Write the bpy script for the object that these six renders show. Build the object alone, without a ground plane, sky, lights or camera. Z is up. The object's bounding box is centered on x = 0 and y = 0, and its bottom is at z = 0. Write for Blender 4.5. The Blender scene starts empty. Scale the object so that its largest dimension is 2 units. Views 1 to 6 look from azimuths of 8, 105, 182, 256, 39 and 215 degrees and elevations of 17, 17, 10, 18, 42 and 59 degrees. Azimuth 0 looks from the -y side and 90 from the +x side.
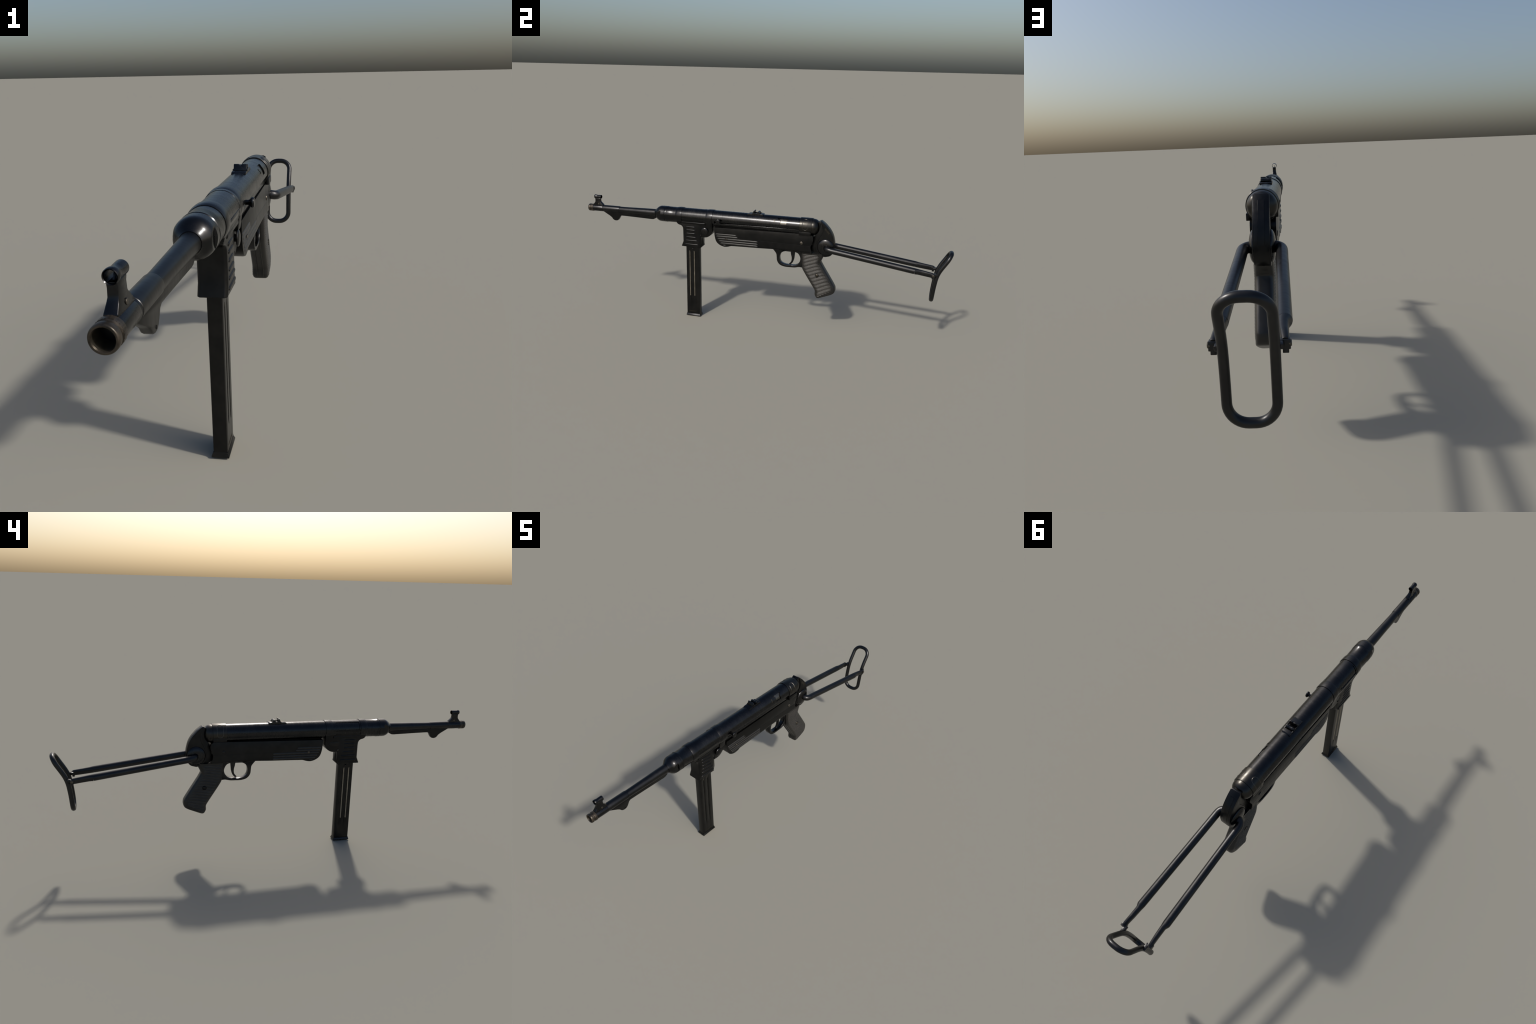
import bpy, bmesh, math
from mathutils import Vector

AX = 0.576          # height of the bore axis above the ground
TUBE_R = 0.0426     # receiver tube radius

# ------------------------------------------------------------------ materials
def _nodes(name):
    m = bpy.data.materials.new(name)
    m.use_nodes = True
    nt = m.node_tree
    return m, nt, nt.nodes["Principled BSDF"]

def steel(name, base, tint, rough, metallic=0.0, spec=0.5, patch=0.35, streak=(1, 1, 1), bump=0.02, scale=14.0, coat=0.0):
    """dark steel: mottled colour, smudged gloss, fine brushed grain"""
    m, nt, b = _nodes(name)
    N, L = nt.nodes.new, nt.links.new
    tc = N("ShaderNodeTexCoord")
    big = N("ShaderNodeTexNoise"); big.inputs["Scale"].default_value = scale
    big.inputs["Detail"].default_value = 6; big.inputs["Roughness"].default_value = 0.65
    L(tc.outputs["Object"], big.inputs["Vector"])
    mp = N("ShaderNodeMapping"); mp.inputs["Scale"].default_value = streak
    L(tc.outputs["Object"], mp.inputs["Vector"])
    fine = N("ShaderNodeTexNoise"); fine.inputs["Scale"].default_value = 90
    fine.inputs["Detail"].default_value = 4
    L(mp.outputs["Vector"], fine.inputs["Vector"])
    ramp = N("ShaderNodeValToRGB")
    ramp.color_ramp.elements[0].position = 0.38
    ramp.color_ramp.elements[0].color = (*base, 1)
    ramp.color_ramp.elements[1].position = 0.38 + patch
    ramp.color_ramp.elements[1].color = (*tint, 1)
    L(big.outputs["Fac"], ramp.inputs["Fac"])
    L(ramp.outputs["Color"], b.inputs["Base Color"])
    mr = N("ShaderNodeMapRange")
    mr.inputs["From Min"].default_value = 0.3; mr.inputs["From Max"].default_value = 0.7
    mr.inputs["To Min"].default_value = rough - 0.06; mr.inputs["To Max"].default_value = rough + 0.08
    mix = N("ShaderNodeMath"); mix.operation = "MULTIPLY_ADD"
    L(fine.outputs["Fac"], mix.inputs[0]); mix.inputs[1].default_value = 0.5
    half = N("ShaderNodeMath"); half.operation = "MULTIPLY"; half.inputs[1].default_value = 0.5
    L(big.outputs["Fac"], half.inputs[0]); L(half.outputs[0], mix.inputs[2])
    L(mix.outputs[0], mr.inputs["Value"]); L(mr.outputs["Result"], b.inputs["Roughness"])
    bp = N("ShaderNodeBump"); bp.inputs["Strength"].default_value = bump
    bp.inputs["Distance"].default_value = 0.004
    L(fine.outputs["Fac"], bp.inputs["Height"]); L(bp.outputs["Normal"], b.inputs["Normal"])
    b.inputs["Metallic"].default_value = metallic
    b.inputs["Specular IOR Level"].default_value = spec
    b.inputs["Coat Weight"].default_value = coat
    return m

BLUED = steel("blued_steel", (0.033, 0.034, 0.036), (0.045, 0.045, 0.046), 0.25, metallic=1.0, streak=(0.3, 1.3, 0.3), bump=0.004)
BARREL = steel("barrel_steel", (0.034, 0.035, 0.037), (0.046, 0.046, 0.047), 0.32, metallic=1.0, streak=(0.3, 1.3, 0.3), bump=0.004)
FRAME = steel("frame_steel", (0.0240, 0.0246, 0.0256), (0.0350, 0.0350, 0.0350), 0.34, metallic=1.0, streak=(1, 1, 0.2))
MAGST = steel("magazine_steel", (0.0265, 0.0270, 0.0278), (0.0400, 0.0395, 0.0385), 0.33, metallic=1.0, streak=(1, 1, 0.1))
CAPST = steel("end_cap_steel", (0.040, 0.039, 0.037), (0.056, 0.053, 0.048), 0.31, metallic=1.0)
BEAD = steel("rubbed_bead_steel", (0.060, 0.057, 0.052), (0.095, 0.089, 0.080), 0.33, metallic=1.0, scale=40)
STOCK = steel("stock_steel", (0.038, 0.0385, 0.040), (0.050, 0.050, 0.051), 0.36, metallic=1.0, streak=(0.3, 1.3, 0.3), bump=0.004)
BAKEL = steel("bakelite", (0.0075, 0.0072, 0.0066), (0.0125, 0.0118, 0.0106), 0.34, bump=0.05, scale=25)
RIBBK = steel("sun_tinted_bakelite", (0.0200, 0.0186, 0.0165), (0.0340, 0.0310, 0.0272), 0.37, bump=0.05, scale=25)  # grip bakelite in a lighter tone: sun glints on the ribs put into colour
PANEL = steel("forend_lightened", (0.0130, 0.0130, 0.0128), (0.0200, 0.0196, 0.0188), 0.36, bump=0.04, scale=25)  # fore-end ribs in a greyer, paler tone than the panel they stand on
CAPBR = steel("worn_brown_steel", (0.0350, 0.0310, 0.0250), (0.0900, 0.0750, 0.0590), 0.38, metallic=0.8, patch=0.25, scale=60, bump=0.08)
PALE = steel("pale_bolt_steel", (0.0850, 0.0820, 0.0760), (0.1300, 0.1250, 0.1150), 0.30, metallic=1.0)  # slightly paler steel for the part seen in the safety notch
BRASS = steel("worn_screw_steel", (0.0900, 0.0820, 0.0700), (0.1700, 0.1520, 0.1280), 0.36, metallic=1.0, scale=80)
STAMP = steel("worn_stamp", (0.0520, 0.0460, 0.0360), (0.0760, 0.0660, 0.0500), 0.40, metallic=0.8, scale=80)
EDGE = steel("rubbed_edge_steel", (0.2600, 0.2350, 0.1950), (0.4200, 0.3850, 0.3300), 0.40, metallic=1.0, scale=40)
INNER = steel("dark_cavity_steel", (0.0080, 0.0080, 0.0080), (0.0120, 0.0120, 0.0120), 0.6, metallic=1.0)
BORE = steel("sooty_bore", (0.0120, 0.0105, 0.0070), (0.0240, 0.0200, 0.0120), 0.6, scale=60, spec=0.3)

# ------------------------------------------------------------------ helpers
root = bpy.data.objects.new("submachine_gun", None)
bpy.context.scene.collection.objects.link(root)
root.empty_display_size = 0.2
root["label"] = "black steel submachine gun with straight magazine and unfolded wire stock"
root["category"] = "submachine gun"

def put(name, bm, mat, parent=None, smooth=34, bevel=0.0, bevel_seg=2, bevel_angle=30, subsurf=0):
    me = bpy.data.meshes.new(name)
    bmesh.ops.recalc_face_normals(bm, faces=bm.faces)
    bm.to_mesh(me); bm.free()
    ob = bpy.data.objects.new(name, me)
    bpy.context.scene.collection.objects.link(ob)
    if bevel or subsurf:
        if bevel:
            md = ob.modifiers.new("round", "BEVEL")
            md.width = bevel; md.segments = bevel_seg; md.limit_method = "ANGLE"
            md.angle_limit = math.radians(bevel_angle)
            md.miter_outer = "MITER_ARC" if bevel_seg > 1 else "MITER_SHARP"
        if subsurf:
            md = ob.modifiers.new("sub", "SUBSURF"); md.levels = md.render_levels = subsurf
        dg = bpy.context.evaluated_depsgraph_get()
        new = bpy.data.meshes.new_from_object(ob.evaluated_get(dg))
        ob.modifiers.clear(); old = ob.data; ob.data = new; bpy.data.meshes.remove(old)
        new.name = name
    me = ob.data
    me.polygons.foreach_set("use_smooth", [True] * len(me.polygons))
    me.set_sharp_from_angle(angle=math.radians(smooth))
    me.materials.clear(); me.materials.append(mat)
    ob.parent = parent or root
    return ob

def spline(pts, n=6, closed=False):
    """Catmull-Rom through control points"""
    P = [Vector(p) for p in pts]; out = []; k = len(P)
    for i in range(k if closed else k - 1):
        p1, p2 = P[i], P[(i + 1) % k]
        p0 = P[i - 1] if (closed or i) else p1 * 2 - p2
        p3 = P[(i + 2) % k] if (closed or i + 2 < k) else p2 * 2 - p1
        for j in range(n):
            t = j / n
            out.append(0.5 * ((2 * p1) + (p2 - p0) * t + (2 * p0 - 5 * p1 + 4 * p2 - p3) * t * t + (3 * p1 - p0 - 3 * p2 + p3) * t ** 3))
    if not closed:
        out.append(P[-1])
    return out

def layered(bm, layers):
    """stack of (x, outline in y,z) with equal counts, closed by caps"""
    rings = [[bm.verts.new((x, p[0], p[1])) for p in o] for x, o in layers]
    for a, b in zip(rings, rings[1:]):
        n = len(a)
        for i in range(n):
            bm.faces.new((a[i], a[(i + 1) % n], b[(i + 1) % n], b[i]))
    bm.faces.new(rings[0]); bm.faces.new(rings[-1][::-1])

def slab(name, outline, x0, x1, mat, parent=None, **kw):
    bm = bmesh.new()
    layered(bm, [(x0, outline), (x1, outline)])
    return put(name, bm, mat, parent, **kw)

def box_bm(bm, x0, x1, y0, y1, z0, z1):
    layered(bm, [(x0, [(y0, z0), (y1, z0), (y1, z1), (y0, z1)]), (x1, [(y0, z0), (y1, z0), (y1, z1), (y0, z1)])])

def box(name, x0, x1, y0, y1, z0, z1, mat, parent=None, **kw):
    bm = bmesh.new(); box_bm(bm, x0, x1, y0, y1, z0, z1)
    return put(name, bm, mat, parent, **kw)

def lathe_bm(bm, prof, seg=72, axis="y", c=(0, AX), close=True, warp=None):
    """profile of (station, radius) turned about a line parallel to y (c = x,z) or x (c = y,z)"""
    rings = []
    for s, r in prof:
        ring = []
        for i in range(seg):
            a = 2 * math.pi * i / seg
            u, v = r * math.cos(a), r * math.sin(a)
            p = (c[0] + u, s, c[1] + v) if axis == "y" else (s, c[0] + u, c[1] + v)
            ring.append(bm.verts.new(warp(p) if warp else p))
        rings.append(ring)
    for a, b in zip(rings, rings[1:]):
        for i in range(seg):
            bm.faces.new((a[i], a[(i + 1) % seg], b[(i + 1) % seg], b[i]))
    if close:
        bm.faces.new(rings[0]); bm.faces.new(rings[-1][::-1])

def lathe(name, prof, mat, parent=None, seg=72, axis="y", c=(0, AX), close=True, warp=None, **kw):
    bm = bmesh.new(); lathe_bm(bm, prof, seg, axis, c, close, warp)
    return put(name, bm, mat, parent, **kw)

def tube_bm(bm, path, radii, seg=20, up=Vector((0, 0, 1)), closed=False):
    """sweep an ellipse (ra along side, rb along up) along a path"""
    P = [Vector(p) for p in path]; n = len(P); rings = []
    for i, p in enumerate(P):
        a = P[i - 1] if (closed or i) else P[0]
        b = P[(i + 1) % n] if (closed or i < n - 1) else P[-1]
        t = (b - a).normalized()
        side = t.cross(up).normalized(); w = side.cross(t).normalized()
        ra, rb = radii(i / (n - 1)) if callable(radii) else radii
        rings.append([bm.verts.new(p + side * ra * math.cos(2 * math.pi * k / seg) + w * rb * math.sin(2 * math.pi * k / seg)) for k in range(seg)])
    for i in range(n if closed else n - 1):
        a, b = rings[i], rings[(i + 1) % n]
        for k in range(seg):
            bm.faces.new((a[k], a[(k + 1) % seg], b[(k + 1) % seg], b[k]))
    if not closed:
        bm.faces.new(rings[0]); bm.faces.new(rings[-1][::-1])

def scan(poly, z):
    """y extent of a (y,z) polygon at height z"""
    ys = []
    for i in range(len(poly)):
        (y0, z0), (y1, z1) = poly[i][:2], poly[(i + 1) % len(poly)][:2]
        if (z0 - z) * (z1 - z) <= 0 and z0 != z1:
            ys.append(y0 + (y1 - y0) * (z - z0) / (z1 - z0))
    return (min(ys), max(ys)) if ys else None

def rib_bm(bm, y0, y1, z, h, x, d, sgn, dz=0.0, seg=6):
    """half-round bar lying on a side face: height 2h, standing d proud of x"""
    def ring(y, k, zz):
        return [bm.verts.new((sgn * (x - 0.002 + (d + 0.002) * k * math.sin(math.pi * i / seg) ** 0.7), y, zz - h * k * math.cos(math.pi * i / seg))) for i in range(seg + 1)]
    e = min(h * 1.2, (y1 - y0) / 4)
    st = [ring(y0, 0.5, z), ring(y0 + e * 0.4, 0.85, z), ring(y0 + e * 1.4, 1, z), ring(y1 - e * 1.4, 1, z + dz), ring(y1 - e * 0.4, 0.85, z + dz), ring(y1, 0.5, z + dz)]
    for a, b in zip(st, st[1:]):
        for i in range(seg):
            bm.faces.new((a[i], a[i + 1], b[i + 1], b[i]))
        bm.faces.new((a[0], b[0], b[seg], a[seg]))
    bm.faces.new(st[0]); bm.faces.new(st[-1][::-1])

# ------------------------------------------------------------------ barrel
lathe("barrel", [(-0.972, 0.0184), (-0.9115, 0.0184), (-0.9105, 0.0176), (-0.906, 0.0176), (-0.905, 0.0184),
                 (-0.8125, 0.0184), (-0.8105, 0.0180), (-0.8095, 0.0168), (-0.78, 0.0170), (-0.70, 0.0187), (-0.62, 0.0204), (-0.57, 0.0212)],
      BARREL, seg=64)
bm = bmesh.new()
cap_prof = [(-0.966, 0.0120), (-0.9705, 0.0188), (-0.9715, 0.0198), (-0.9780, 0.0203), (-0.9825, 0.0199), (-0.9838, 0.0180), (-0.9878, 0.0180),
            (-0.9890, 0.0199), (-0.9920, 0.0203), (-0.9975, 0.0200), (-0.9995, 0.0190), (-1.0, 0.0180), (-0.9996, 0.0160), (-0.9975, 0.0150)]
lathe_bm(bm, cap_prof, 64, close=False)
cap = put("muzzle_cap", bm, CAPBR, smooth=40)
lathe("muzzle_bore", [(-0.9975, 0.0150), (-0.988, 0.0143), (-0.980, 0.0138), (-0.955, 0.0136), (-0.945, 0.001)], BORE, cap, seg=48, close=False)
bm = bmesh.new()
for i in range(26):                                   # milled notches: small teeth round the rear ring
    a = 2 * math.pi * i / 26
    u = Vector((math.cos(a), 0, math.sin(a))); t = Vector((-math.sin(a), 0, math.cos(a)))
    q = []
    for y, r in ((-0.9820, 0.0200), (-0.9720, 0.0199)):
        for k, dr in ((-0.0016, -0.001), (-0.0009, 0.0003), (0.0009, 0.0003), (0.0016, -0.001)):
            q.append(bm.verts.new(Vector((0, y, AX)) + u * (r + dr) + t * k))
    for i0 in range(3):
        bm.faces.new((q[i0], q[i0 + 1], q[i0 + 5], q[i0 + 4]))
    bm.faces.new(q[:4]); bm.faces.new(q[4:][::-1]); bm.faces.new((q[0], q[4], q[7], q[3]))
teeth = put("knurl_teeth", bm, CAPBR, cap); teeth["kind"] = "stuff"

# front sight: saddle, post, hood, blade
sight = lathe("front_sight", [(-0.9715, 0.0170), (-0.9710, 0.0187), (-0.9145, 0.0186), (-0.9120, 0.0178)], BLUED, seg=64, smooth=40)
base_out = [(-0.9715, 0.584), (-0.9715, 0.5955), (-0.9625, 0.6065), (-0.9590, 0.6130), (-0.9585, 0.6240), (-0.9600, 0.6330),
            (-0.9255, 0.6330), (-0.9285, 0.6260), (-0.9275, 0.6130), (-0.9220, 0.6070), (-0.9115, 0.5960), (-0.9115, 0.584)]
def width_at(z):
    for (z0, w0), (z1, w1) in zip(((0.58, 0.0105), (0.596, 0.0096), (0.613, 0.0076), (0.64, 0.0072)), ((0.596, 0.0096), (0.613, 0.0076), (0.64, 0.0072), (1, 0.0072))):
        if z <= z1:
            return w0 + (w1 - w0) * (z - z0) / (z1 - z0)
bm = bmesh.new()
layered(bm, [(s, base_out) for s in (-1, 1)])
for v in bm.verts:
    v.co.x *= width_at(v.co.z)
put("sight_post", bm, BLUED, sight, bevel=0.0016, smooth=45)
bm = bmesh.new()
HZ = 0.6400
hood = [(-0.9615, 0.0090), (-0.9630, 0.0101), (-0.9612, 0.0110), (-0.9560, 0.0111), (-0.9520, 0.0106), (-0.9480, 0.0096), (-0.9400, 0.0096), (-0.9250, 0.0102), (-0.9230, 0.0100),
        (-0.9225, 0.0092), (-0.9300, 0.0086), (-0.9550, 0.0084), (-0.9615, 0.0086)]
lathe_bm(bm, hood, 40, c=(0, HZ), close=False)
bmesh.ops.remove_doubles(bm, verts=bm.verts, dist=1e-5)
put("sight_hood", bm, BLUED, sight, smooth=40)
slab("sight_blade", [(-0.952, 0.632), (-0.935, 0.632), (-0.9375, 0.6415), (-0.9475, 0.6415)], -0.0009, 0.0009, BLUED, sight)
for s in (-1, 1):
    ins = lathe("proof_stamp", [(s * 0.0070, 0.0046), (s * 0.0096, 0.0046), (s * 0.0101, 0.0040)], BRASS, sight, seg=24, axis="x", c=(-0.938, 0.6005))

# resting bar under the barrel with its hook
bar = [(-0.912, 0.560), (-0.872, 0.5375), (-0.860, 0.529), (-0.852, 0.5185), (-0.845, 0.5140), (-0.836, 0.5122), (-0.827, 0.5135), (-0.820, 0.5185), (-0.814, 0.5275), (-0.808, 0.5385), (-0.800, 0.5435),
       (-0.770, 0.5432), (-0.700, 0.5415), (-0.615, 0.5392), (-0.604, 0.5400), (-0.590, 0.5470), (-0.585, 0.566), (-0.90, 0.566)]
slab("resting_bar", bar, -0.0090, 0.0090, FRAME, bevel=0.0026, bevel_angle=50, smooth=45)
for s in (-1, 1):
    lathe("bar_rivet", [(s * 0.0085, 0.0032), (s * 0.0096, 0.0030), (s * 0.0099, 0.0020)], FRAME, axis="x", c=(-0.832, 0.5195), seg=18)

# barrel nut with wrench flats
def flats(p):
    x, y, z = p
    if y < -0.5465:
        x = max(-0.0370, min(0.0370, x))
    return (x, y, z)
dome = [tuple(p) for p in spline([(-0.5885, 0.0225), (-0.5855, 0.0245), (-0.5800, 0.0292), (-0.5740, 0.0346), (-0.5675, 0.0388), (-0.5610, 0.0414), (-0.5540, 0.0427), (-0.5470, 0.0430)], 4)]
lathe("barrel_nut", [(-0.588, 0.0195)] + dome + [(-0.5460, 0.0430), (-0.5280, 0.0430),
                     (-0.5265, 0.0414), (-0.5235, 0.0414), (-0.5215, 0.0432), (-0.5165, 0.0434), (-0.5140, 0.0420), (-0.470, 0.0418), (-0.45, 0.0418)],
      BLUED, seg=96, warp=flats, smooth=32)
lathe("nut_seat_ring", [(-0.592, 0.0195), (-0.5915, 0.0214), (-0.586, 0.0218), (-0.584, 0.020)], BLUED, seg=48)

# ------------------------------------------------------------------ receiver tube (wall with real openings)
def receiver_tube():
    def span(a, b, n):
        return [a + (b - a) * i / n for i in range(n)]
    ys = sorted(set([round(v, 4) for v in [-0.46, -0.4180, -0.4140, -0.3160, -0.3040, -0.2960, -0.2450, -0.2360, -0.2250, -0.12, 0.0, 0.1100, 0.1240, 0.1580, 0.1640, 0.2100, 0.2260, 0.29]]))
    step = 5
    angs = list(range(-180, 180, step))
    bm = bmesh.new()
    grid = [[bm.verts.new((TUBE_R * math.cos(math.radians(a)), y, AX + TUBE_R * math.sin(math.radians(a)))) for a in angs] for y in ys]
    for j in range(len(ys) - 1):
        y = (ys[j] + ys[j + 1]) / 2
        for i in range(len(angs)):
            a = angs[i] + step / 2
            right = ((a + 180) % 360) - 180
            left = ((a - 180 + 180) % 360) - 180          # angle measured from -x, positive downward
            cut = False
            if -0.418 < y < -0.296 and -62 < left < 10:     # ejection port, seen from -x; up is negative here
                cut = True
                if y > -0.316 and left > -8 or y < -0.414 and left > 5:
                    cut = False
            if -0.236 < y < 0.226 and -50 < right < -10:     # cocking slot
                cut = True
            if 0.124 < y < 0.158 and 10 < right < 55:        # safety notch
                cut = True
            if 0.110 < y < 0.164 and 45 < right < 55:        # its hooked top
                cut = True
            if not cut:
                k = (i + 1) % len(angs)
                bm.faces.new((grid[j][i], grid[j][k], grid[j + 1][k], grid[j + 1][i]))
    bmesh.ops.delete(bm, geom=[v for v in bm.verts if not v.link_faces], context="VERTS")
    bmesh.ops.recalc_face_normals(bm, faces=bm.faces)
    me = bpy.data.meshes.new("t"); bm.to_mesh(me); bm.free()
    ob = bpy.data.objects.new("t", me); bpy.context.scene.collection.objects.link(ob)
    md = ob.modifiers.new("s", "SOLIDIFY"); md.thickness = 0.0032; md.offset = -1
    dg = bpy.context.evaluated_depsgraph_get()
    bm = bmesh.new(); bm.from_mesh(bpy.data.meshes.new_from_object(ob.evaluated_get(dg)))
    bpy.data.objects.remove(ob)
    return put("receiver_tube", bm, BLUED, smooth=30)
receiver = receiver_tube()
bolt = lathe("bolt", [(-0.43, 0.0402), (-0.26, 0.0402), (-0.255, 0.0348), (0.20, 0.0348)], BLUED, receiver, seg=72)
bm = bmesh.new(); lathe_bm(bm, [(0.1210, 0.0345), (0.1215, 0.0382), (0.1645, 0.0382), (0.1650, 0.0345)], 72, close=False)
bmesh.ops.delete(bm, geom=[v for v in bm.verts if v.co.z < AX + 0.001], context="VERTS")
put("bolt_sleeve", bm, PALE, receiver)
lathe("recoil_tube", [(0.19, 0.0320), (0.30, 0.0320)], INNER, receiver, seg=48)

band = [(0.0, 0.0405), (0.001, 0.0430), (0.006, 0.0443), (0.012, 0.0450), (0.020, 0.0453), (0.031, 0.0453), (0.0342, 0.0451), (0.0348, 0.0444), (0.0350, 0.0405)]
lathe("receiver_band", [(-0.4600 + s * 1.03, r) for s, r in band], BLUED, receiver, seg=96, smooth=40)
lathe("receiver_band", [(-0.2880 + s * 1.12, r) for s, r in band], BLUED, receiver, seg=96, smooth=40)

lathe("receiver_sleeve", [(-0.3010, 0.0412), (-0.2995, 0.0434), (-0.270, 0.0434), (-0.268, 0.0412)], BLUED, receiver, seg=96)

# lower lip of the cocking slot (+x side)
slab("slot_lip", [(-0.2450, 0.5465), (0.2280, 0.5450), (0.2280, 0.5640), (-0.2450, 0.5570)], 0.0270, 0.0350, BLUED, receiver, bevel=0.0018, bevel_seg=3)
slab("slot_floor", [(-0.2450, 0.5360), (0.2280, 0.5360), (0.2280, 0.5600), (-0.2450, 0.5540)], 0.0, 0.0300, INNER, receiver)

# charging handle
ch = lathe("charging_handle", [(0.034, 0.0062), (0.0480, 0.0062), (0.0515, 0.0068), (0.0540, 0.0090), (0.0555, 0.0118), (0.0580, 0.0128), (0.0610, 0.0126), (0.0628, 0.0112), (0.0634, 0.0085), (0.0632, 0.003)],
           BLUED, seg=36, axis="x", c=(-0.209, 0.5725), smooth=45)

# ------------------------------------------------------------------ rear sight
rs_base = [(-0.0575, 0.6080), (0.0235, 0.6080), (0.0275, 0.6195), (0.0225, 0.6225), (-0.0520, 0.6210), (-0.0605, 0.6165)]
rear = slab("rear_sight", rs_base, -0.0195, 0.0195, BLUED, bevel=0.0014)
bm = bmesh.new()
leaf = [(-0.0175, 0.6195), (0.0175, 0.6195), (0.0175, 0.6372), (0.0042, 0.6372), (0.0012, 0.6342), (-0.0012, 0.6342), (-0.0042, 0.6372), (-0.0175, 0.6372)]
fr = [bm.verts.new((x, -0.0335 + (z - 0.6195) * 0.45, z)) for x, z in leaf]
bk = [bm.verts.new((x, -0.0215 if z < 0.63 else -0.0205, z)) for x, z in leaf]
for i in range(8):
    bm.faces.new((fr[i], fr[(i + 1) % 8], bk[(i + 1) % 8], bk[i]))
bm.faces.new(fr); bm.faces.new(bk[::-1])
put("sight_leaf", bm, BLUED, rear, bevel=0.0008, smooth=30)
lathe("sight_roller", [(-0.0170, 0.004), (-0.0165, 0.0068), (-0.0120, 0.0078), (-0.0070, 0.0070), (0.0, 0.0062), (0.0070, 0.0070), (0.0120, 0.0078), (0.0165, 0.0068), (0.0170, 0.004)],
      BLUED, rear, seg=28, axis="x", c=(-0.001, 0.6265), smooth=45)
for s in (-1, 1):
    box("sight_ear", s * 0.0182 - 0.0016, s * 0.0182 + 0.0016, -0.034, 0.012, 0.617, 0.6245, BLUED, rear, bevel=0.0008)

# ------------------------------------------------------------------ end cap
endcap = lathe("end_cap", [(0.2262, 0.0420), (0.2264, 0.0445), (0.2275, 0.0455), (0.2895, 0.0455), (0.2908, 0.0450), (0.2911, 0.0425),
                           (0.2990, 0.0422), (0.3060, 0.0408), (0.3125, 0.0380), (0.3185, 0.0335), (0.3230, 0.0275), (0.3265, 0.0195), (0.3280, 0.0100), (0.3285, 0.002)],
               CAPST, seg=96, smooth=35)
slab("cap_skirt", [(0.2268, 0.5362), (0.2892, 0.5362), (0.2892, 0.5560), (0.2268, 0.5560)], 0.0330, 0.0454, FRAME, endcap, bevel=0.0012)
slab("cap_skirt", [(0.2268, 0.5440), (0.2892, 0.5440), (0.2892, 0.5620), (0.2268, 0.5620)], -0.0425, -0.0330, FRAME, endcap, bevel=0.0012)
for s in (-1, 1):
    path = []
    def on_cap(dy, arc):
        ang = math.radians(25.5) + arc / 0.0455
        return (s * 0.0455 * math.cos(ang), 0.2573 + dy, AX + 0.0455 * math.sin(ang))
    for k in range(13):                                # stadium wrapped round the cap
        t = math.pi * k / 12
        path.append(on_cap(0.0142 * math.cos(t), 0.0180 + 0.0142 * math.sin(t)))
    for k in range(1, 12):
        path.append(on_cap(-0.0142, 0.0180 - 0.0360 * k / 12))
    for k in range(13):
        t = math.pi + math.pi * k / 12
        path.append(on_cap(0.0142 * math.cos(t), -0.0180 + 0.0142 * math.sin(t)))
    for k in range(1, 12):
        path.append(on_cap(0.0142, -0.0180 + 0.0360 * k / 12))
    bm = bmesh.new(); P = [Vector(p) for p in path]; rings = []
    for i, p in enumerate(P):
        t = (P[(i + 1) % 48] - P[i - 1]).normalized(); n = Vector((p.x, 0, p.z - AX)).normalized(); w = t.cross(n)
        rings.append([bm.verts.new(p + w * a + n * b) for a, b in ((-0.0019, -0.0004), (-0.0007, 0.0010), (0.0007, 0.0010), (0.0019, -0.0004))])
    for i in range(48):
        a, b = rings[i], rings[(i + 1) % 48]
        for k in range(3):
            bm.faces.new((a[k], a[k + 1], b[k + 1], b[k]))
    put("cap_oval_bead", bm, BEAD, endcap, smooth=60)

# ------------------------------------------------------------------ magazine housing
HW = 0.0335
hull = [(-0.4530, 0.5505), (-0.4530, 0.5410), (-0.4500, 0.5350), (-0.4420, 0.5310), (-0.4300, 0.5280), (-0.4210, 0.5225), (-0.4160, 0.5130), (-0.4150, 0.5000), (-0.4145, 0.4380), (-0.4255, 0.4105),
        (-0.3270, 0.4095), (-0.3255, 0.4300), (-0.3260, 0.4700), (-0.3260, 0.5505)]
bm = bmesh.new()
inner = [(y + (0.0 if y > -0.40 else -0.0055 if z < 0.525 else -0.003), z) for y, z in hull]
rear_ramp = [(y - 0.010 if y > -0.335 and z > 0.42 else y, z) for y, z in hull]
core = [(y + 0.009 if y > -0.335 and z > 0.42 else y, z) for y, z in inner]
layered(bm, [(-HW, rear_ramp), (-0.0272, core), (0.0272, core), (HW, rear_ramp)])
housing = put("magazine_housing", bm, FRAME, bevel=0.0022, bevel_angle=30, bevel_seg=3, smooth=40)
lug = [(-0.3300, 0.4710), (-0.3030, 0.4690), (-0.2910, 0.4695), (-0.2790, 0.4730), (-0.2690, 0.4790), (-0.2610, 0.4865), (-0.2545, 0.4960), (-0.2515, 0.5080), (-0.2515, 0.5700), (-0.3300, 0.5700)]
slab("housing_lug", lug, -0.0285, 0.0285, FRAME, housing, bevel=0.0030, bevel_angle=60, bevel_seg=3)
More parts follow.
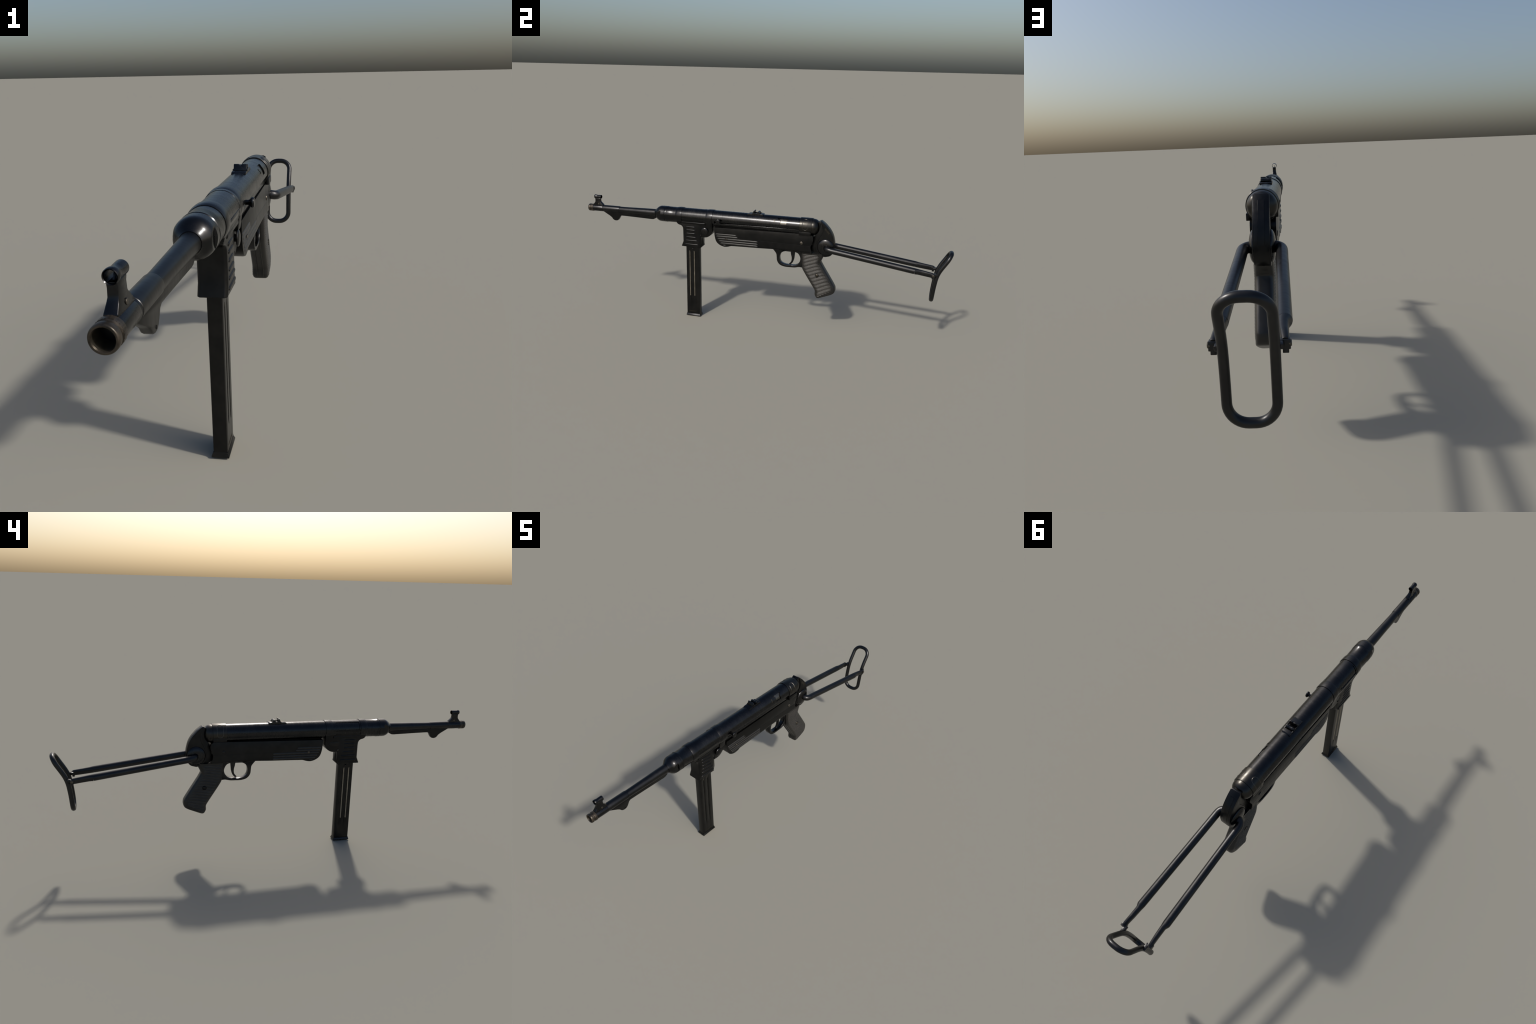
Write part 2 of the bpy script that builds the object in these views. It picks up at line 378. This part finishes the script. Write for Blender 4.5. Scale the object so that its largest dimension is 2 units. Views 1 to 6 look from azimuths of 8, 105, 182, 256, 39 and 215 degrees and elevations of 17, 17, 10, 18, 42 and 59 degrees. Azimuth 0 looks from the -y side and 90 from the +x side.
# hollow rear flare of the mouth
bm = bmesh.new()
def flare(y0, y1, y2, zt):
    return [(-0.335, zt), (y0, zt), (y1, 0.4190), (y2, 0.4020), (-0.335, 0.4040)]
half = [(0.0235, flare(-0.3300, -0.3290, -0.3310, 0.462)), (0.0215, flare(-0.3230, -0.3190, -0.3290, 0.462)), (0.0170, flare(-0.3185, -0.3125, -0.3275, 0.462)), (0.0090, flare(-0.3165, -0.3088, -0.3269, 0.462))]
layered(bm, [(-x, o) for x, o in half] + [(0, flare(-0.3160, -0.3078, -0.3268, 0.462))] + [(x, o) for x, o in half[::-1]])
put("housing_flare", bm, FRAME, housing, smooth=40)
slab("housing_shoulder", [(-0.4260, 0.5400), (-0.2900, 0.5400), (-0.2900, 0.5508), (-0.4260, 0.5508)], -0.0378, 0.0378, FRAME, housing, bevel=0.0026, bevel_seg=3)
# cheek plates under the tube and the collar ends
bm = bmesh.new()
up = [(-0.4290, 0.5490), (-0.2850, 0.5490), (-0.2850, 0.5785), (-0.4290, 0.5785)]
layered(bm, [(-1, up), (1, up)])
for v in bm.verts:
    v.co.x *= 0.0372 + (v.co.z - 0.5490) / 0.0295 * 0.0068
put("housing_cheek", bm, FRAME, housing, bevel=0.0012, smooth=30)
for y0, y1, zb in ((-0.4545, -0.4275, 0.5400), (-0.2875, -0.2500, 0.5200)):
    bm = bmesh.new()
    o = [(y0, zb), (y1, zb), (y1, 0.5770), (y0, 0.5770)]
    layered(bm, [(-1, o), (1, o)])
    for v in bm.verts:
        v.co.x *= 0.0428 if v.co.z > 0.56 else 0.0350
    put("housing_collar", bm, FRAME, housing, bevel=0.0020, smooth=40)
# finger ribs
rows = [(-0.4050, -0.3475, 0.5215), (-0.4030, -0.3470, 0.5040), (-0.4020, -0.3465, 0.4848), (-0.4030, -0.3420, 0.4646), (-0.4060, -0.3345, 0.4455), (-0.4110, -0.3300, 0.4240)]
for s in (-1, 1):
    for y0, y1, z in rows:
        bm = bmesh.new(); rib_bm(bm, y0, y1, z + (0.004 if s < 0 else 0), 0.0052, HW, 0.0027, s)
        put("housing_rib", bm, FRAME, housing, smooth=50)
lathe("catch_button", [(0.0280, 0.0090), (0.0335, 0.0090), (0.0345, 0.0190), (0.0365, 0.0196), (0.0385, 0.0180), (0.0400, 0.0130), (0.0407, 0.0060), (0.0409, 0.001)], BLUED, housing, seg=40, axis="x", c=(-0.2935, 0.5070), smooth=45)
oval = [(-0.2982 + (0.0158 if math.cos(2 * math.pi * k / 40) >= 0 else -0.0158) + 0.0114 * math.cos(2 * math.pi * k / 40), 0.5083 + 0.0114 * math.sin(2 * math.pi * k / 40)) for k in range(40)]
slab("catch_plate", oval, -0.0297, -0.0280, MAGST, housing, bevel=0.0008, bevel_angle=60, smooth=40)
for s in (-1, 1):
    lathe("housing_pin", [(s * 0.028, 0.0035), (s * 0.0312, 0.0035), (s * 0.0318, 0.0025)], BRASS if s < 0 else FRAME, housing, seg=18, axis="x", c=(-0.3180, 0.4790))
    lathe("collar_pin", [(s * 0.031, 0.0030), (s * 0.0346, 0.0030), (s * 0.0352, 0.002)], FRAME, housing, seg=18, axis="x", c=(-0.4405, 0.5435))

# ------------------------------------------------------------------ magazine
MX, Y0, Y1 = 0.0176, -0.4088, -0.3325
def mag_section(g):
    """closed outline in x,y; g = depth of the two pressed channels on each side"""
    r = 0.0045
    side = [(MX - r, Y0), (MX - r * 0.3, Y0 + r * 0.3), (MX, Y0 + r)]
    for yc in (-0.3842, -0.3585):
        side += [(MX, yc - 0.0050), (MX - g, yc - 0.0016), (MX - g, yc + 0.0020), (MX, yc + 0.0046)]
    side += [(MX, Y1 - r), (MX - r * 0.3, Y1 - r * 0.3), (MX - r, Y1)]
    return side + [(-x, y) for x, y in side[::-1]]
bm = bmesh.new()
rings = [[bm.verts.new((x, y, z)) for x, y in mag_section(g)] for z, g in ((0.006, 0.0), (0.076, 0.0), (0.120, 0.0034), (0.374, 0.0034), (0.384, 0.0), (0.430, 0.0))]
for a, b in zip(rings, rings[1:]):
    n = len(a)
    for i in range(n):
        bm.faces.new((a[i], a[(i + 1) % n], b[(i + 1) % n], b[i]))
bm.faces.new(rings[0]); bm.faces.new(rings[-1][::-1])
mag = put("magazine", bm, MAGST, smooth=28)
mag.data.materials.append(EDGE)
for p in mag.data.polygons:                            # channel walls rubbed bare
    if abs(p.center.x) < MX - 0.0005 and abs(p.center.x) > 0.012 and 0.1 < p.center.z < 0.38 and p.normal.y > 0.3 and p.center.y < -0.345:
        p.material_index = 1
bm = bmesh.new()
st = [(0.0, 0.0204, 0.0020), (0.0015, 0.0213, 0.0030), (0.0042, 0.0213, 0.0030), (0.0120, 0.0176, 0.0004), (0.0150, 0.0176, 0.0002)]
rings = [[bm.verts.new((sx * w, yy, z)) for sx, yy in ((-1, Y0 - e), (1, Y0 - e), (1, Y1 + e), (-1, Y1 + e))] for z, w, e in st]
for a, b in zip(rings, rings[1:]):
    for i in range(4):
        bm.faces.new((a[i], a[(i + 1) % 4], b[(i + 1) % 4], b[i]))
bm.faces.new(rings[0]); bm.faces.new(rings[-1][::-1])
put("base_plate", bm, BLUED, mag, bevel=0.0006, bevel_angle=50, smooth=25)
for s in (-1, 1):
    lathe("magazine_stop", [(s * 0.0165, 0.0052), (s * 0.0195, 0.0046), (s * 0.0214, 0.0028), (s * 0.0219, 0.001)], BLUED, mag, seg=20, axis="x", c=(-0.3680, 0.3965), smooth=60)
bm = bmesh.new()
for k in range(12):                                    # illegible stamped line: small upright strokes
    y = -0.3935 + 0.0037 * k
    h = 0.0024 + 0.0008 * ((k * 7) % 3)
    box_bm(bm, MX - 0.0005, MX + 0.00035, y, y + (0.0011 if k % 3 else 0.0022), 0.0270 - h, 0.0270 + h)
ob = put("stamped_line", bm, STAMP, mag); ob["kind"] = "stuff"

# ------------------------------------------------------------------ lower frame
CW = 0.0356
front = spline([(-0.2370, 0.5000), (-0.2350, 0.4845), (-0.2285, 0.4610), (-0.2170, 0.4455), (-0.2020, 0.4355), (-0.1850, 0.4303), (-0.1690, 0.4305), (-0.1410, 0.4372)], 4)
rearc = spline([(0.2960, 0.4415), (0.2950, 0.4520), (0.2905, 0.4640), (0.2898, 0.4780), (0.2945, 0.4940), (0.3000, 0.5080), (0.3012, 0.5215), (0.2975, 0.5325), (0.2865, 0.5420)], 4)
frame_out = [(-0.2385, 0.5335)] + [tuple(p) for p in front] + [(-0.0900, 0.4388), (0.0135, 0.4410), (0.0900, 0.4440), (0.1650, 0.4450), (0.2420, 0.4405)] + [tuple(p) for p in rearc]
bm = bmesh.new()
RB = 0.0065                                            # rolled lower edges
def tucked(d):
    out = []
    for y, z in frame_out:
        low = max(0.0, 1 - (z - 0.430) / 0.020) * (0.3 if y < -0.15 else 1.0)
        out.append((y, z + d * min(1.0, low * 1.6) if y < 0.285 else z))
    return out
lay = [(CW, tucked(RB)), (CW - RB * 0.13, tucked(RB * 0.5)), (CW - RB * 0.5, tucked(RB * 0.13)), (CW - RB, tucked(0))]
layered(bm, [(-x, o) for x, o in lay] + [(x, o) for x, o in lay[::-1]])
frame = put("lower_frame", bm, FRAME, bevel=0.0016, bevel_angle=50, bevel_seg=2, smooth=40)
cavity = slab("cavity", [(-0.2330, 0.5060), (-0.2150, 0.4600), (0.2830, 0.4600), (0.2830, 0.6000), (-0.2330, 0.6000)], -0.0318, 0.0318, FRAME)
md = frame.modifiers.new("hollow", "BOOLEAN"); md.object = cavity; md.operation = "DIFFERENCE"; md.solver = "EXACT"
hollow = bpy.data.meshes.new_from_object(frame.evaluated_get(bpy.context.evaluated_depsgraph_get()))
frame.modifiers.clear(); frame.data = hollow; hollow.name = "lower_frame"
bpy.data.objects.remove(cavity)
hollow.polygons.foreach_set("use_smooth", [True] * len(hollow.polygons)); hollow.set_sharp_from_angle(angle=math.radians(40))
hollow.materials.clear(); hollow.materials.append(FRAME)
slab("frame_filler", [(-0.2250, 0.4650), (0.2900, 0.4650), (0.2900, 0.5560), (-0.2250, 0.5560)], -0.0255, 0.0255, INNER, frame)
# ribbed fore-end panels
fore_full = [(-0.2340, 0.5015), (-0.1120, 0.5010), (-0.1035, 0.4920), (-0.1020, 0.4805), (0.0075, 0.4815), (0.0085, 0.4395), (-0.0900, 0.4375), (-0.1410, 0.4360)] + [tuple(p) for p in front[::-1]][1:-2]
fore = [(y, max(z, 0.4460 + 0.0 * y) if y > -0.16 else z + max(0.0, 0.447 - z) * 0.45) for y, z in fore_full]
for s in (-1, 1):
    a, b = sorted((s * (CW - 0.001), s * (CW + 0.0003)))
    panel = slab("fore_end_panel", fore, a, b, FRAME, frame, bevel=0.0003, bevel_angle=40, bevel_seg=1, smooth=30)
    for z, y0, y1 in ((0.4970, -0.2310, -0.1130), (0.4858, -0.2265, -0.1050), (0.4735, -0.2200, 0.0060), (0.4608, -0.2130, 0.0060), (0.4495, -0.2040, 0.0065)):
        bm = bmesh.new(); rib_bm(bm, y0, y1, z, 0.0048, CW + 0.0002, 0.0016, s, dz=0.0010)
        put("fore_end_rib", bm, PANEL, panel, smooth=50)
    bm = bmesh.new(); rib_bm(bm, -0.1920, -0.1700, 0.4395, 0.0030, CW - 0.0008, 0.0016, s)
    put("fore_end_rib", bm, PANEL, panel, smooth=50)
    lathe("panel_screw", [(s * 0.035, 0.0050), (s * 0.0376, 0.0050), (s * 0.0384, 0.0042), (s * 0.0382, 0.0012)], BRASS, panel, seg=20, axis="x", c=(-0.1690, 0.4765))
    lathe("screw_well", [(s * 0.035, 0.0078), (s * 0.0378, 0.0078), (s * 0.0380, 0.0070), (s * 0.0362, 0.0060)], PANEL, panel, seg=24, axis="x", c=(-0.1690, 0.4765))
    lathe("frame_screw", [(s * 0.035, 0.0086), (s * 0.0368, 0.0084), (s * 0.0378, 0.0066), (s * 0.0381, 0.001)], BRASS if s > 0 else MAGST, frame, seg=24, axis="x", c=(0.2402, 0.4930), smooth=60)
# parting line of the lower trigger housing
for s in (-1, 1):
    a, b = sorted((s * (CW - 0.001), s * (CW + 0.0003)))
    slab("trigger_housing", [(0.0090, 0.4830), (0.2880, 0.4800), (0.2890, 0.4640), (0.2880, 0.4520), (0.2420, 0.4490), (0.1650, 0.4530), (0.0090, 0.4500)], a, b, FRAME, frame, bevel=0.0003, bevel_seg=1, smooth=25)

# trigger guard
g_out = spline([(0.0800, 0.4420), (0.0935, 0.4275), (0.1025, 0.4140), (0.1050, 0.3960), (0.1070, 0.3790), (0.1150, 0.3640), (0.1290, 0.3530), (0.1530, 0.3475), (0.1800, 0.3475), (0.2040, 0.3485), (0.2280, 0.3535), (0.2480, 0.3520)], 4)
g_in = spline([(0.1560, 0.4350), (0.1400, 0.4300), (0.1270, 0.4190), (0.1212, 0.4020), (0.1212, 0.3870), (0.1260, 0.3730), (0.1370, 0.3640), (0.1560, 0.3590), (0.1800, 0.3585), (0.2020, 0.3600), (0.2180, 0.3670), (0.2290, 0.3800)], 4)
g_in2 = spline([(0.2290, 0.3800), (0.2335, 0.3980), (0.2290, 0.4150), (0.2180, 0.4290), (0.2000, 0.4350)], 4)
g_out2 = spline([(0.2480, 0.3520), (0.2550, 0.3700), (0.2560, 0.4000), (0.2560, 0.4250), (0.2560, 0.4420)], 4)
bm = bmesh.new()
def strip(o, i, hw):
    ro = [[bm.verts.new((s * hw, p[0], p[1])) for p in o] for s in (-1, 1)]
    ri = [[bm.verts.new((s * hw, p[0], p[1])) for p in i] for s in (-1, 1)]
    n = len(o)
    for k in range(n - 1):
        bm.faces.new((ro[0][k], ro[0][k + 1], ri[0][k + 1], ri[0][k]))
        bm.faces.new((ro[1][k + 1], ro[1][k], ri[1][k], ri[1][k + 1]))
        bm.faces.new((ro[0][k + 1], ro[0][k], ro[1][k], ro[1][k + 1]))
        bm.faces.new((ri[0][k], ri[0][k + 1], ri[1][k + 1], ri[1][k]))
    return ro, ri
strip(g_out + g_out2[1:], g_in + g_in2[1:], 0.0140)
guard = put("trigger_guard", bm, BLUED, bevel=0.0022, bevel_angle=45, smooth=45)
box("guard_tang", -0.0150, 0.0150, 0.150, 0.240, 0.434, 0.446, BLUED, guard, bevel=0.001)
trig = spline([(0.1770, 0.4420), (0.1800, 0.4200), (0.1845, 0.4020), (0.1845, 0.3850), (0.1800, 0.3740), (0.1705, 0.3635)], 4)
trig_b = spline([(0.2030, 0.4420), (0.2005, 0.4150), (0.1985, 0.3960), (0.1940, 0.3800), (0.1880, 0.3690), (0.1790, 0.3600)], 4)
slab("trigger", [tuple(p) for p in trig] + [tuple(p) for p in trig_b[::-1]], -0.0060, 0.0060, BLUED, guard, bevel=0.0020, bevel_angle=50, smooth=45)

# ------------------------------------------------------------------ pistol grip
F = spline([(0.2365, 0.4400), (0.2385, 0.4150), (0.2450, 0.3600), (0.2560, 0.3330), (0.3060, 0.2560), (0.3195, 0.2330), (0.3205, 0.2200), (0.3205, 0.2110), (0.3240, 0.2010), (0.3300, 0.1945), (0.3385, 0.1915)], 4)
B = spline([(0.3580, 0.4390), (0.3540, 0.4200), (0.3460, 0.4030), (0.3475, 0.3850), (0.3975, 0.3060), (0.4205, 0.2690), (0.4250, 0.2560), (0.4255, 0.2430), (0.4225, 0.2330), (0.4165, 0.2265), (0.4070, 0.2215)], 4)
def section(n=40):
    """unit outline across the grip: u 0..1 from front to back, w -1..1; blunt front, round back"""
    pts = []
    for k in range(n):
        t = 2 * math.pi * k / n
        c, s = math.cos(t), math.sin(t)
        e = 0.42 if c < 0 else 0.62
        pts.append((0.5 + 0.5 * math.copysign(abs(c) ** e, c), math.copysign(abs(s) ** (0.30 if c < 0 else 0.42), s)))
    return pts
bm = bmesh.new(); rings = []
for i, (f, b) in enumerate(zip(F, B)):
    t = i / (len(F) - 1)
    hw = 0.0284 * (1 if t < 0.80 else math.sqrt(max(0.0, 1 - ((t - 0.80) / 0.205) ** 2)) * 0.5 + 0.5)
    hw *= 1 if t > 0.05 else 0.985
    rings.append([bm.verts.new((w * hw, f[0] + (b[0] - f[0]) * u, f[1] + (b[1] - f[1]) * u)) for u, w in section()])
for a, b in zip(rings, rings[1:]):
    n = len(a)
    for i in range(n):
        bm.faces.new((a[i], a[(i + 1) % n], b[(i + 1) % n], b[i]))
bm.faces.new(rings[0]); bm.faces.new(rings[-1][::-1])
grip = put("pistol_grip", bm, BAKEL, smooth=40)
panel_poly = [(0.2410, 0.4330), (0.3230, 0.4330), (0.3390, 0.4230), (0.3330, 0.4030), (0.3330, 0.3840), (0.4080, 0.2650), (0.4100, 0.2430), (0.3450, 0.2060), (0.3300, 0.2020), (0.3280, 0.2330), (0.2600, 0.3400), (0.2500, 0.3600)]
from mathutils.bvhtree import BVHTree
hull_tree = BVHTree.FromPolygons([v.co[:] for v in grip.data.vertices], [list(p.vertices) for p in grip.data.polygons])
def grip_rib(bm, y0, y1, z, h, d, sgn, m=12, seg=5):
    st = []
    for k in range(m + 1):
        y = y0 + (y1 - y0) * k / m
        hit = hull_tree.ray_cast(Vector((sgn * 0.2, y, z)), Vector((-sgn, 0, 0)))[0]
        if hit is None:
            return
        g = max(0.0, min(1.0, min(k, m - k) / 1.5)) ** 0.5
        st.append([bm.verts.new((hit.x + sgn * (-0.0012 + (d * g + 0.0012) * math.sin(math.pi * i / seg)), y, z - h * math.cos(math.pi * i / seg))) for i in range(seg + 1)])
    for a, b in zip(st, st[1:]):
        for i in range(seg):
            bm.faces.new((a[i], a[i + 1], b[i + 1], b[i]))
        bm.faces.new((a[0], b[0], b[seg], a[seg]))
    bm.faces.new(st[0]); bm.faces.new(st[-1][::-1])
for s in (-1, 1):
    bm = bmesh.new(); z = 0.2070
    while z < 0.434:
        e = scan(panel_poly, z)
        if e and e[1] - e[0] > 0.01:
            grip_rib(bm, e[0] + 0.002, e[1] - 0.002, z, 0.0034, 0.0013, s)
        z += 0.0076
    ribs = put("grip_ribs", bm, RIBBK, grip, smooth=50); ribs["kind"] = "stuff"
    lathe("grip_screw_cup", [(s * 0.026, 0.0072), (s * 0.0301, 0.0100), (s * 0.0303, 0.0090), (s * 0.0288, 0.0080)], INNER, grip, seg=24, axis="x", c=(0.3283, 0.3243))
    lathe("grip_screw", [(s * 0.026, 0.0076), (s * 0.0296, 0.0075), (s * 0.0305, 0.0060), (s * 0.0308, 0.001)], BRASS if s > 0 else FRAME, grip, seg=24, axis="x", c=(0.3283, 0.3243), smooth=60)
for x in (-0.010, 0.010):                              # moulded seams on the front strap
    bm = bmesh.new(); tube_bm(bm, [(x, p[0] - 0.0004, p[1]) for p in F[8:32]], (0.0022, 0.0022), seg=10, up=Vector((1, 0, 0)))
    put("front_strap_bead", bm, BAKEL, grip, smooth=60)

# ------------------------------------------------------------------ stock hinge bracket
back_edge = spline([(0.3335, 0.6140), (0.3480, 0.6035), (0.3600, 0.5935), (0.3735, 0.5790), (0.3850, 0.5650), (0.3985, 0.5410), (0.4070, 0.5110), (0.4100, 0.4870), (0.4090, 0.4640), (0.4030, 0.4470), (0.3890, 0.4330), (0.3650, 0.4260)], 3)
front_edge = spline([(0.3450, 0.4250), (0.3190, 0.4360), (0.2990, 0.4460), (0.2930, 0.4560), (0.2915, 0.4680), (0.2940, 0.4900), (0.3010, 0.5100), (0.3040, 0.5230), (0.3060, 0.5350), (0.3180, 0.5480), (0.3255, 0.5660), (0.3255, 0.5830), (0.3190, 0.6060)], 3)
outline = [tuple(p) for p in back_edge] + [tuple(p) for p in front_edge]
bracket = slab("hinge_bracket", outline, -0.0190, 0.0190, FRAME, bevel=0.0020, bevel_angle=40, smooth=40)
relief = spline([(0.3400, 0.4280), (0.3285, 0.4420), (0.3185, 0.4600), (0.3160, 0.4770), (0.3200, 0.4960), (0.3330, 0.5260), (0.3430, 0.5470), (0.3460, 0.5650), (0.3430, 0.5830), (0.3350, 0.6115)], 3)
cheek = [(p[0] - 0.0004, p[1] - 0.0004) for p in back_edge[1:]] + [tuple(p) for p in relief]
slab("bracket_cheek", cheek, -0.0222, 0.0222, FRAME, bracket, bevel=0.0045, bevel_seg=4, bevel_angle=45, smooth=45)
# raised strip down the bracket's spine
spine = back_edge[5:22]
bm = bmesh.new(); rr = []
for i, p in enumerate(spine):
    a, b = spine[max(0, i - 1)], spine[min(len(spine) - 1, i + 1)]
    t = (Vector((b[0] - a[0], b[1] - a[1]))).normalized(); nrm = Vector((-t.y, t.x))
    if nrm.x < 0:
        nrm = -nrm
    q = [(x, p[0] + nrm.x * d, p[1] + nrm.y * d) for x, d in ((-0.0092, -0.001), (-0.0084, 0.0012), (0.0084, 0.0012), (0.0092, -0.001))]
    rr.append([bm.verts.new(v) for v in q])
for a, b in zip(rr, rr[1:]):
    for k in range(3):
        bm.faces.new((a[k], a[k + 1], b[k + 1], b[k]))
bm.faces.new(rr[0]); bm.faces.new(rr[-1][::-1])
strip_ob = put("spine_strip", bm, FRAME, bracket, smooth=35)
strip_ob.data.materials.append(BEAD)
for p in strip_ob.data.polygons:
    if abs(p.normal.x) > 0.3:
        p.material_index = 1
bm = bmesh.new()
d = Vector((0.0275, -0.0300)).normalized(); n2 = Vector((d.y, -d.x))
for k in range(8):                                     # worn, illegible stamp along the edge
    c = Vector((0.3570, 0.5770)) + d * (0.0045 * k)
    h = 0.0030 + 0.0012 * ((k * 5) % 3)
    q = [c - n2 * h, c + n2 * h, c + n2 * h + d * 0.0022, c - n2 * h + d * 0.0022]
    layered(bm, [(0.0218, q), (0.02245, q)])
ob = put("stamped_line", bm, STAMP, bracket); ob["kind"] = "stuff"

for s in (-1, 1):
    lathe("hinge_disc", [(s * x, r) for x, r in ((0.0185, 0.0425), (0.0250, 0.0428), (0.0268, 0.0415), (0.0295, 0.0375), (0.0318, 0.0320), (0.0335, 0.0250), (0.0346, 0.0170), (0.0350, 0.0080), (0.0351, 0.001))],
          BLUED, bracket, seg=72, axis="x", c=(0.3648, 0.4790), smooth=35)

# ------------------------------------------------------------------ stock struts
def zs(y):
    return 0.4723 - 0.1395 * (y - 0.3917)
for s in (-1, 1):
    bend = spline([(0.026, 0.3700, 0.4785), (0.036, 0.3715, 0.4775), (0.0445, 0.3765, 0.4755), (0.0495, 0.3870, 0.4735), (0.0510, 0.4020, zs(0.402)), (0.0514, 0.4200, zs(0.42))], 5)
    path = bend + [Vector((0.0512 + 0.0088 * k / 12, 0.42 + 0.40 * k / 12, zs(0.42 + 0.40 * k / 12))) for k in range(1, 13)]
    bm = bmesh.new(); tube_bm(bm, [(s * p.x, p.y, p.z) for p in path], (0.0153, 0.0153), seg=28)
    strut = put("stock_strut", bm, STOCK, smooth=40)
    # flattened fork end, cut back on the outer side
    bm = bmesh.new(); rr = []
    for y, x0, x1, hz, ex in ((0.8195, 0.0450, 0.0750, 0.0154, 1.0), (0.823, 0.0452, 0.0748, 0.0154, 1.0), (0.836, 0.0475, 0.0685, 0.0143, 0.85), (0.870, 0.0502, 0.0685, 0.0134, 0.7), (0.9080, 0.0545, 0.0695, 0.0126, 0.7), (0.9130, 0.0550, 0.0695, 0.0108, 0.7)):
        z = zs(y); rr.append([])
        for k in range(20):
            t = 2 * math.pi * k / 20
            c, sn = math.cos(t), math.sin(t)
            rr[-1].append(bm.verts.new((s * ((x0 + x1) / 2 + (x1 - x0) / 2 * math.copysign(abs(c) ** ex, c)), y, z + hz * math.copysign(abs(sn) ** ex, sn))))
    for a, b in zip(rr, rr[1:]):
        for k in range(20):
            bm.faces.new((a[k], a[(k + 1) % 20], b[(k + 1) % 20], b[k]))
    bm.faces.new(rr[0]); bm.faces.new(rr[-1][::-1])
    put("fork_end", bm, STOCK, strut, smooth=40)
    x0, x1 = sorted((s * 0.0530, s * 0.0712))
    box("hinge_lug", x0, x1, 0.9000, 0.9170, 0.3900, 0.4080, STOCK, strut, bevel=0.0015)
    x0, x1 = sorted((s * 0.0570, s * 0.0680))
    box("hinge_stop", x0, x1, 0.9040, 0.9140, 0.3825, 0.3920, STOCK, strut, bevel=0.001)
    lathe("hinge_screw", [(s * 0.068, 0.0062), (s * 0.0722, 0.0062), (s * 0.0732, 0.0050), (s * 0.0729, 0.0014)], BRASS, strut, seg=22, axis="x", c=(0.9110, 0.4003))

# ------------------------------------------------------------------ butt plate loop
prof = spline([(0.9886, 0.5042), (0.9700, 0.4700), (0.9470, 0.4320), (0.9350, 0.4080), (0.9265, 0.3800), (0.9205, 0.3400), (0.9165, 0.3000), (0.9135, 0.2556)], 10)
cum = [0.0]
for a, b in zip(prof, prof[1:]):
    cum.append(cum[-1] + (Vector(b) - Vector(a)).length)
TOT = cum[-1]
def along(v):
    v = max(0, min(TOT, v))
    for i in range(len(cum) - 1):
        if v <= cum[i + 1] + 1e-9:
            k = (v - cum[i]) / (cum[i + 1] - cum[i])
            return prof[i] + (prof[i + 1] - prof[i]) * k
W, R = 0.0446, 0.0385
loop = []
def corner(cx, cv, a0):
    for k in range(11):
        a = math.radians(a0 + 90 * k / 10)
        loop.append((cx + R * math.cos(a), cv - R * math.sin(a)))
corner(W - R, R, 0); corner(-(W - R), R, 90)
for k in range(1, 14):
    loop.append((-W, R + (TOT - 2 * R) * k / 14))
corner(-(W - R), TOT - R, 180); corner(W - R, TOT - R, 270)
for k in range(1, 14):
    loop.append((W, TOT - R - (TOT - 2 * R) * k / 14))
path = [(x, *along(v)) for x, v in loop]
bm = bmesh.new(); P = [Vector(p) for p in path]; n = len(P); rings = []
for i, p in enumerate(P):
    t = (P[(i + 1) % n] - P[i - 1]).normalized()
    v = loop[i][1]; q0, q1 = along(v - 0.004), along(v + 0.004)
    tang = Vector((0, q1[0] - q0[0], q1[1] - q0[1])).normalized()
    nrm = tang.cross(Vector((1, 0, 0))); nrm = (nrm - t * nrm.dot(t)).normalized(); w = t.cross(nrm)
    rings.append([bm.verts.new(p + w * 0.0096 * math.cos(2 * math.pi * k / 24) + nrm * 0.0106 * math.sin(2 * math.pi * k / 24)) for k in range(24)])
for i in range(n):
    a, b = rings[i], rings[(i + 1) % n]
    for k in range(24):
        bm.faces.new((a[k], a[(k + 1) % 24], b[(k + 1) % 24], b[k]))
butt = put("butt_plate", bm, STOCK, smooth=60)
for s in (-1, 1):
    x0, x1 = sorted((s * 0.0455, s * 0.0590))
    slab("butt_tab", [(0.9060, 0.3945), (0.9180, 0.3930), (0.9330, 0.3960), (0.9360, 0.4060), (0.9200, 0.4075), (0.9070, 0.4050)], x0, x1, STOCK, butt, bevel=0.002, smooth=40)

# safety letter behind the notch
cu = bpy.data.curves.new("safety_letter", "FONT")
cu.body = "S"; cu.size = 0.024; cu.extrude = 0.0006; cu.align_x = "CENTER"; cu.align_y = "CENTER"
tx = bpy.data.objects.new("safety_letter", cu)
bpy.context.scene.collection.objects.link(tx)
dg = bpy.context.evaluated_depsgraph_get()
me = bpy.data.meshes.new_from_object(tx.evaluated_get(dg))
bpy.data.objects.remove(tx); bpy.data.curves.remove(cu)
for v in me.vertices:                                  # wrap the letter round the tube
    a = math.radians(32) + v.co.y / TUBE_R
    r = TUBE_R + 0.0003 + v.co.z
    v.co = Vector((r * math.cos(a), 0.0930 + v.co.x, AX + r * math.sin(a)))
me.materials.clear(); me.materials.append(STAMP)
tx = bpy.data.objects.new("safety_letter", me)
bpy.context.scene.collection.objects.link(tx); tx.parent = receiver
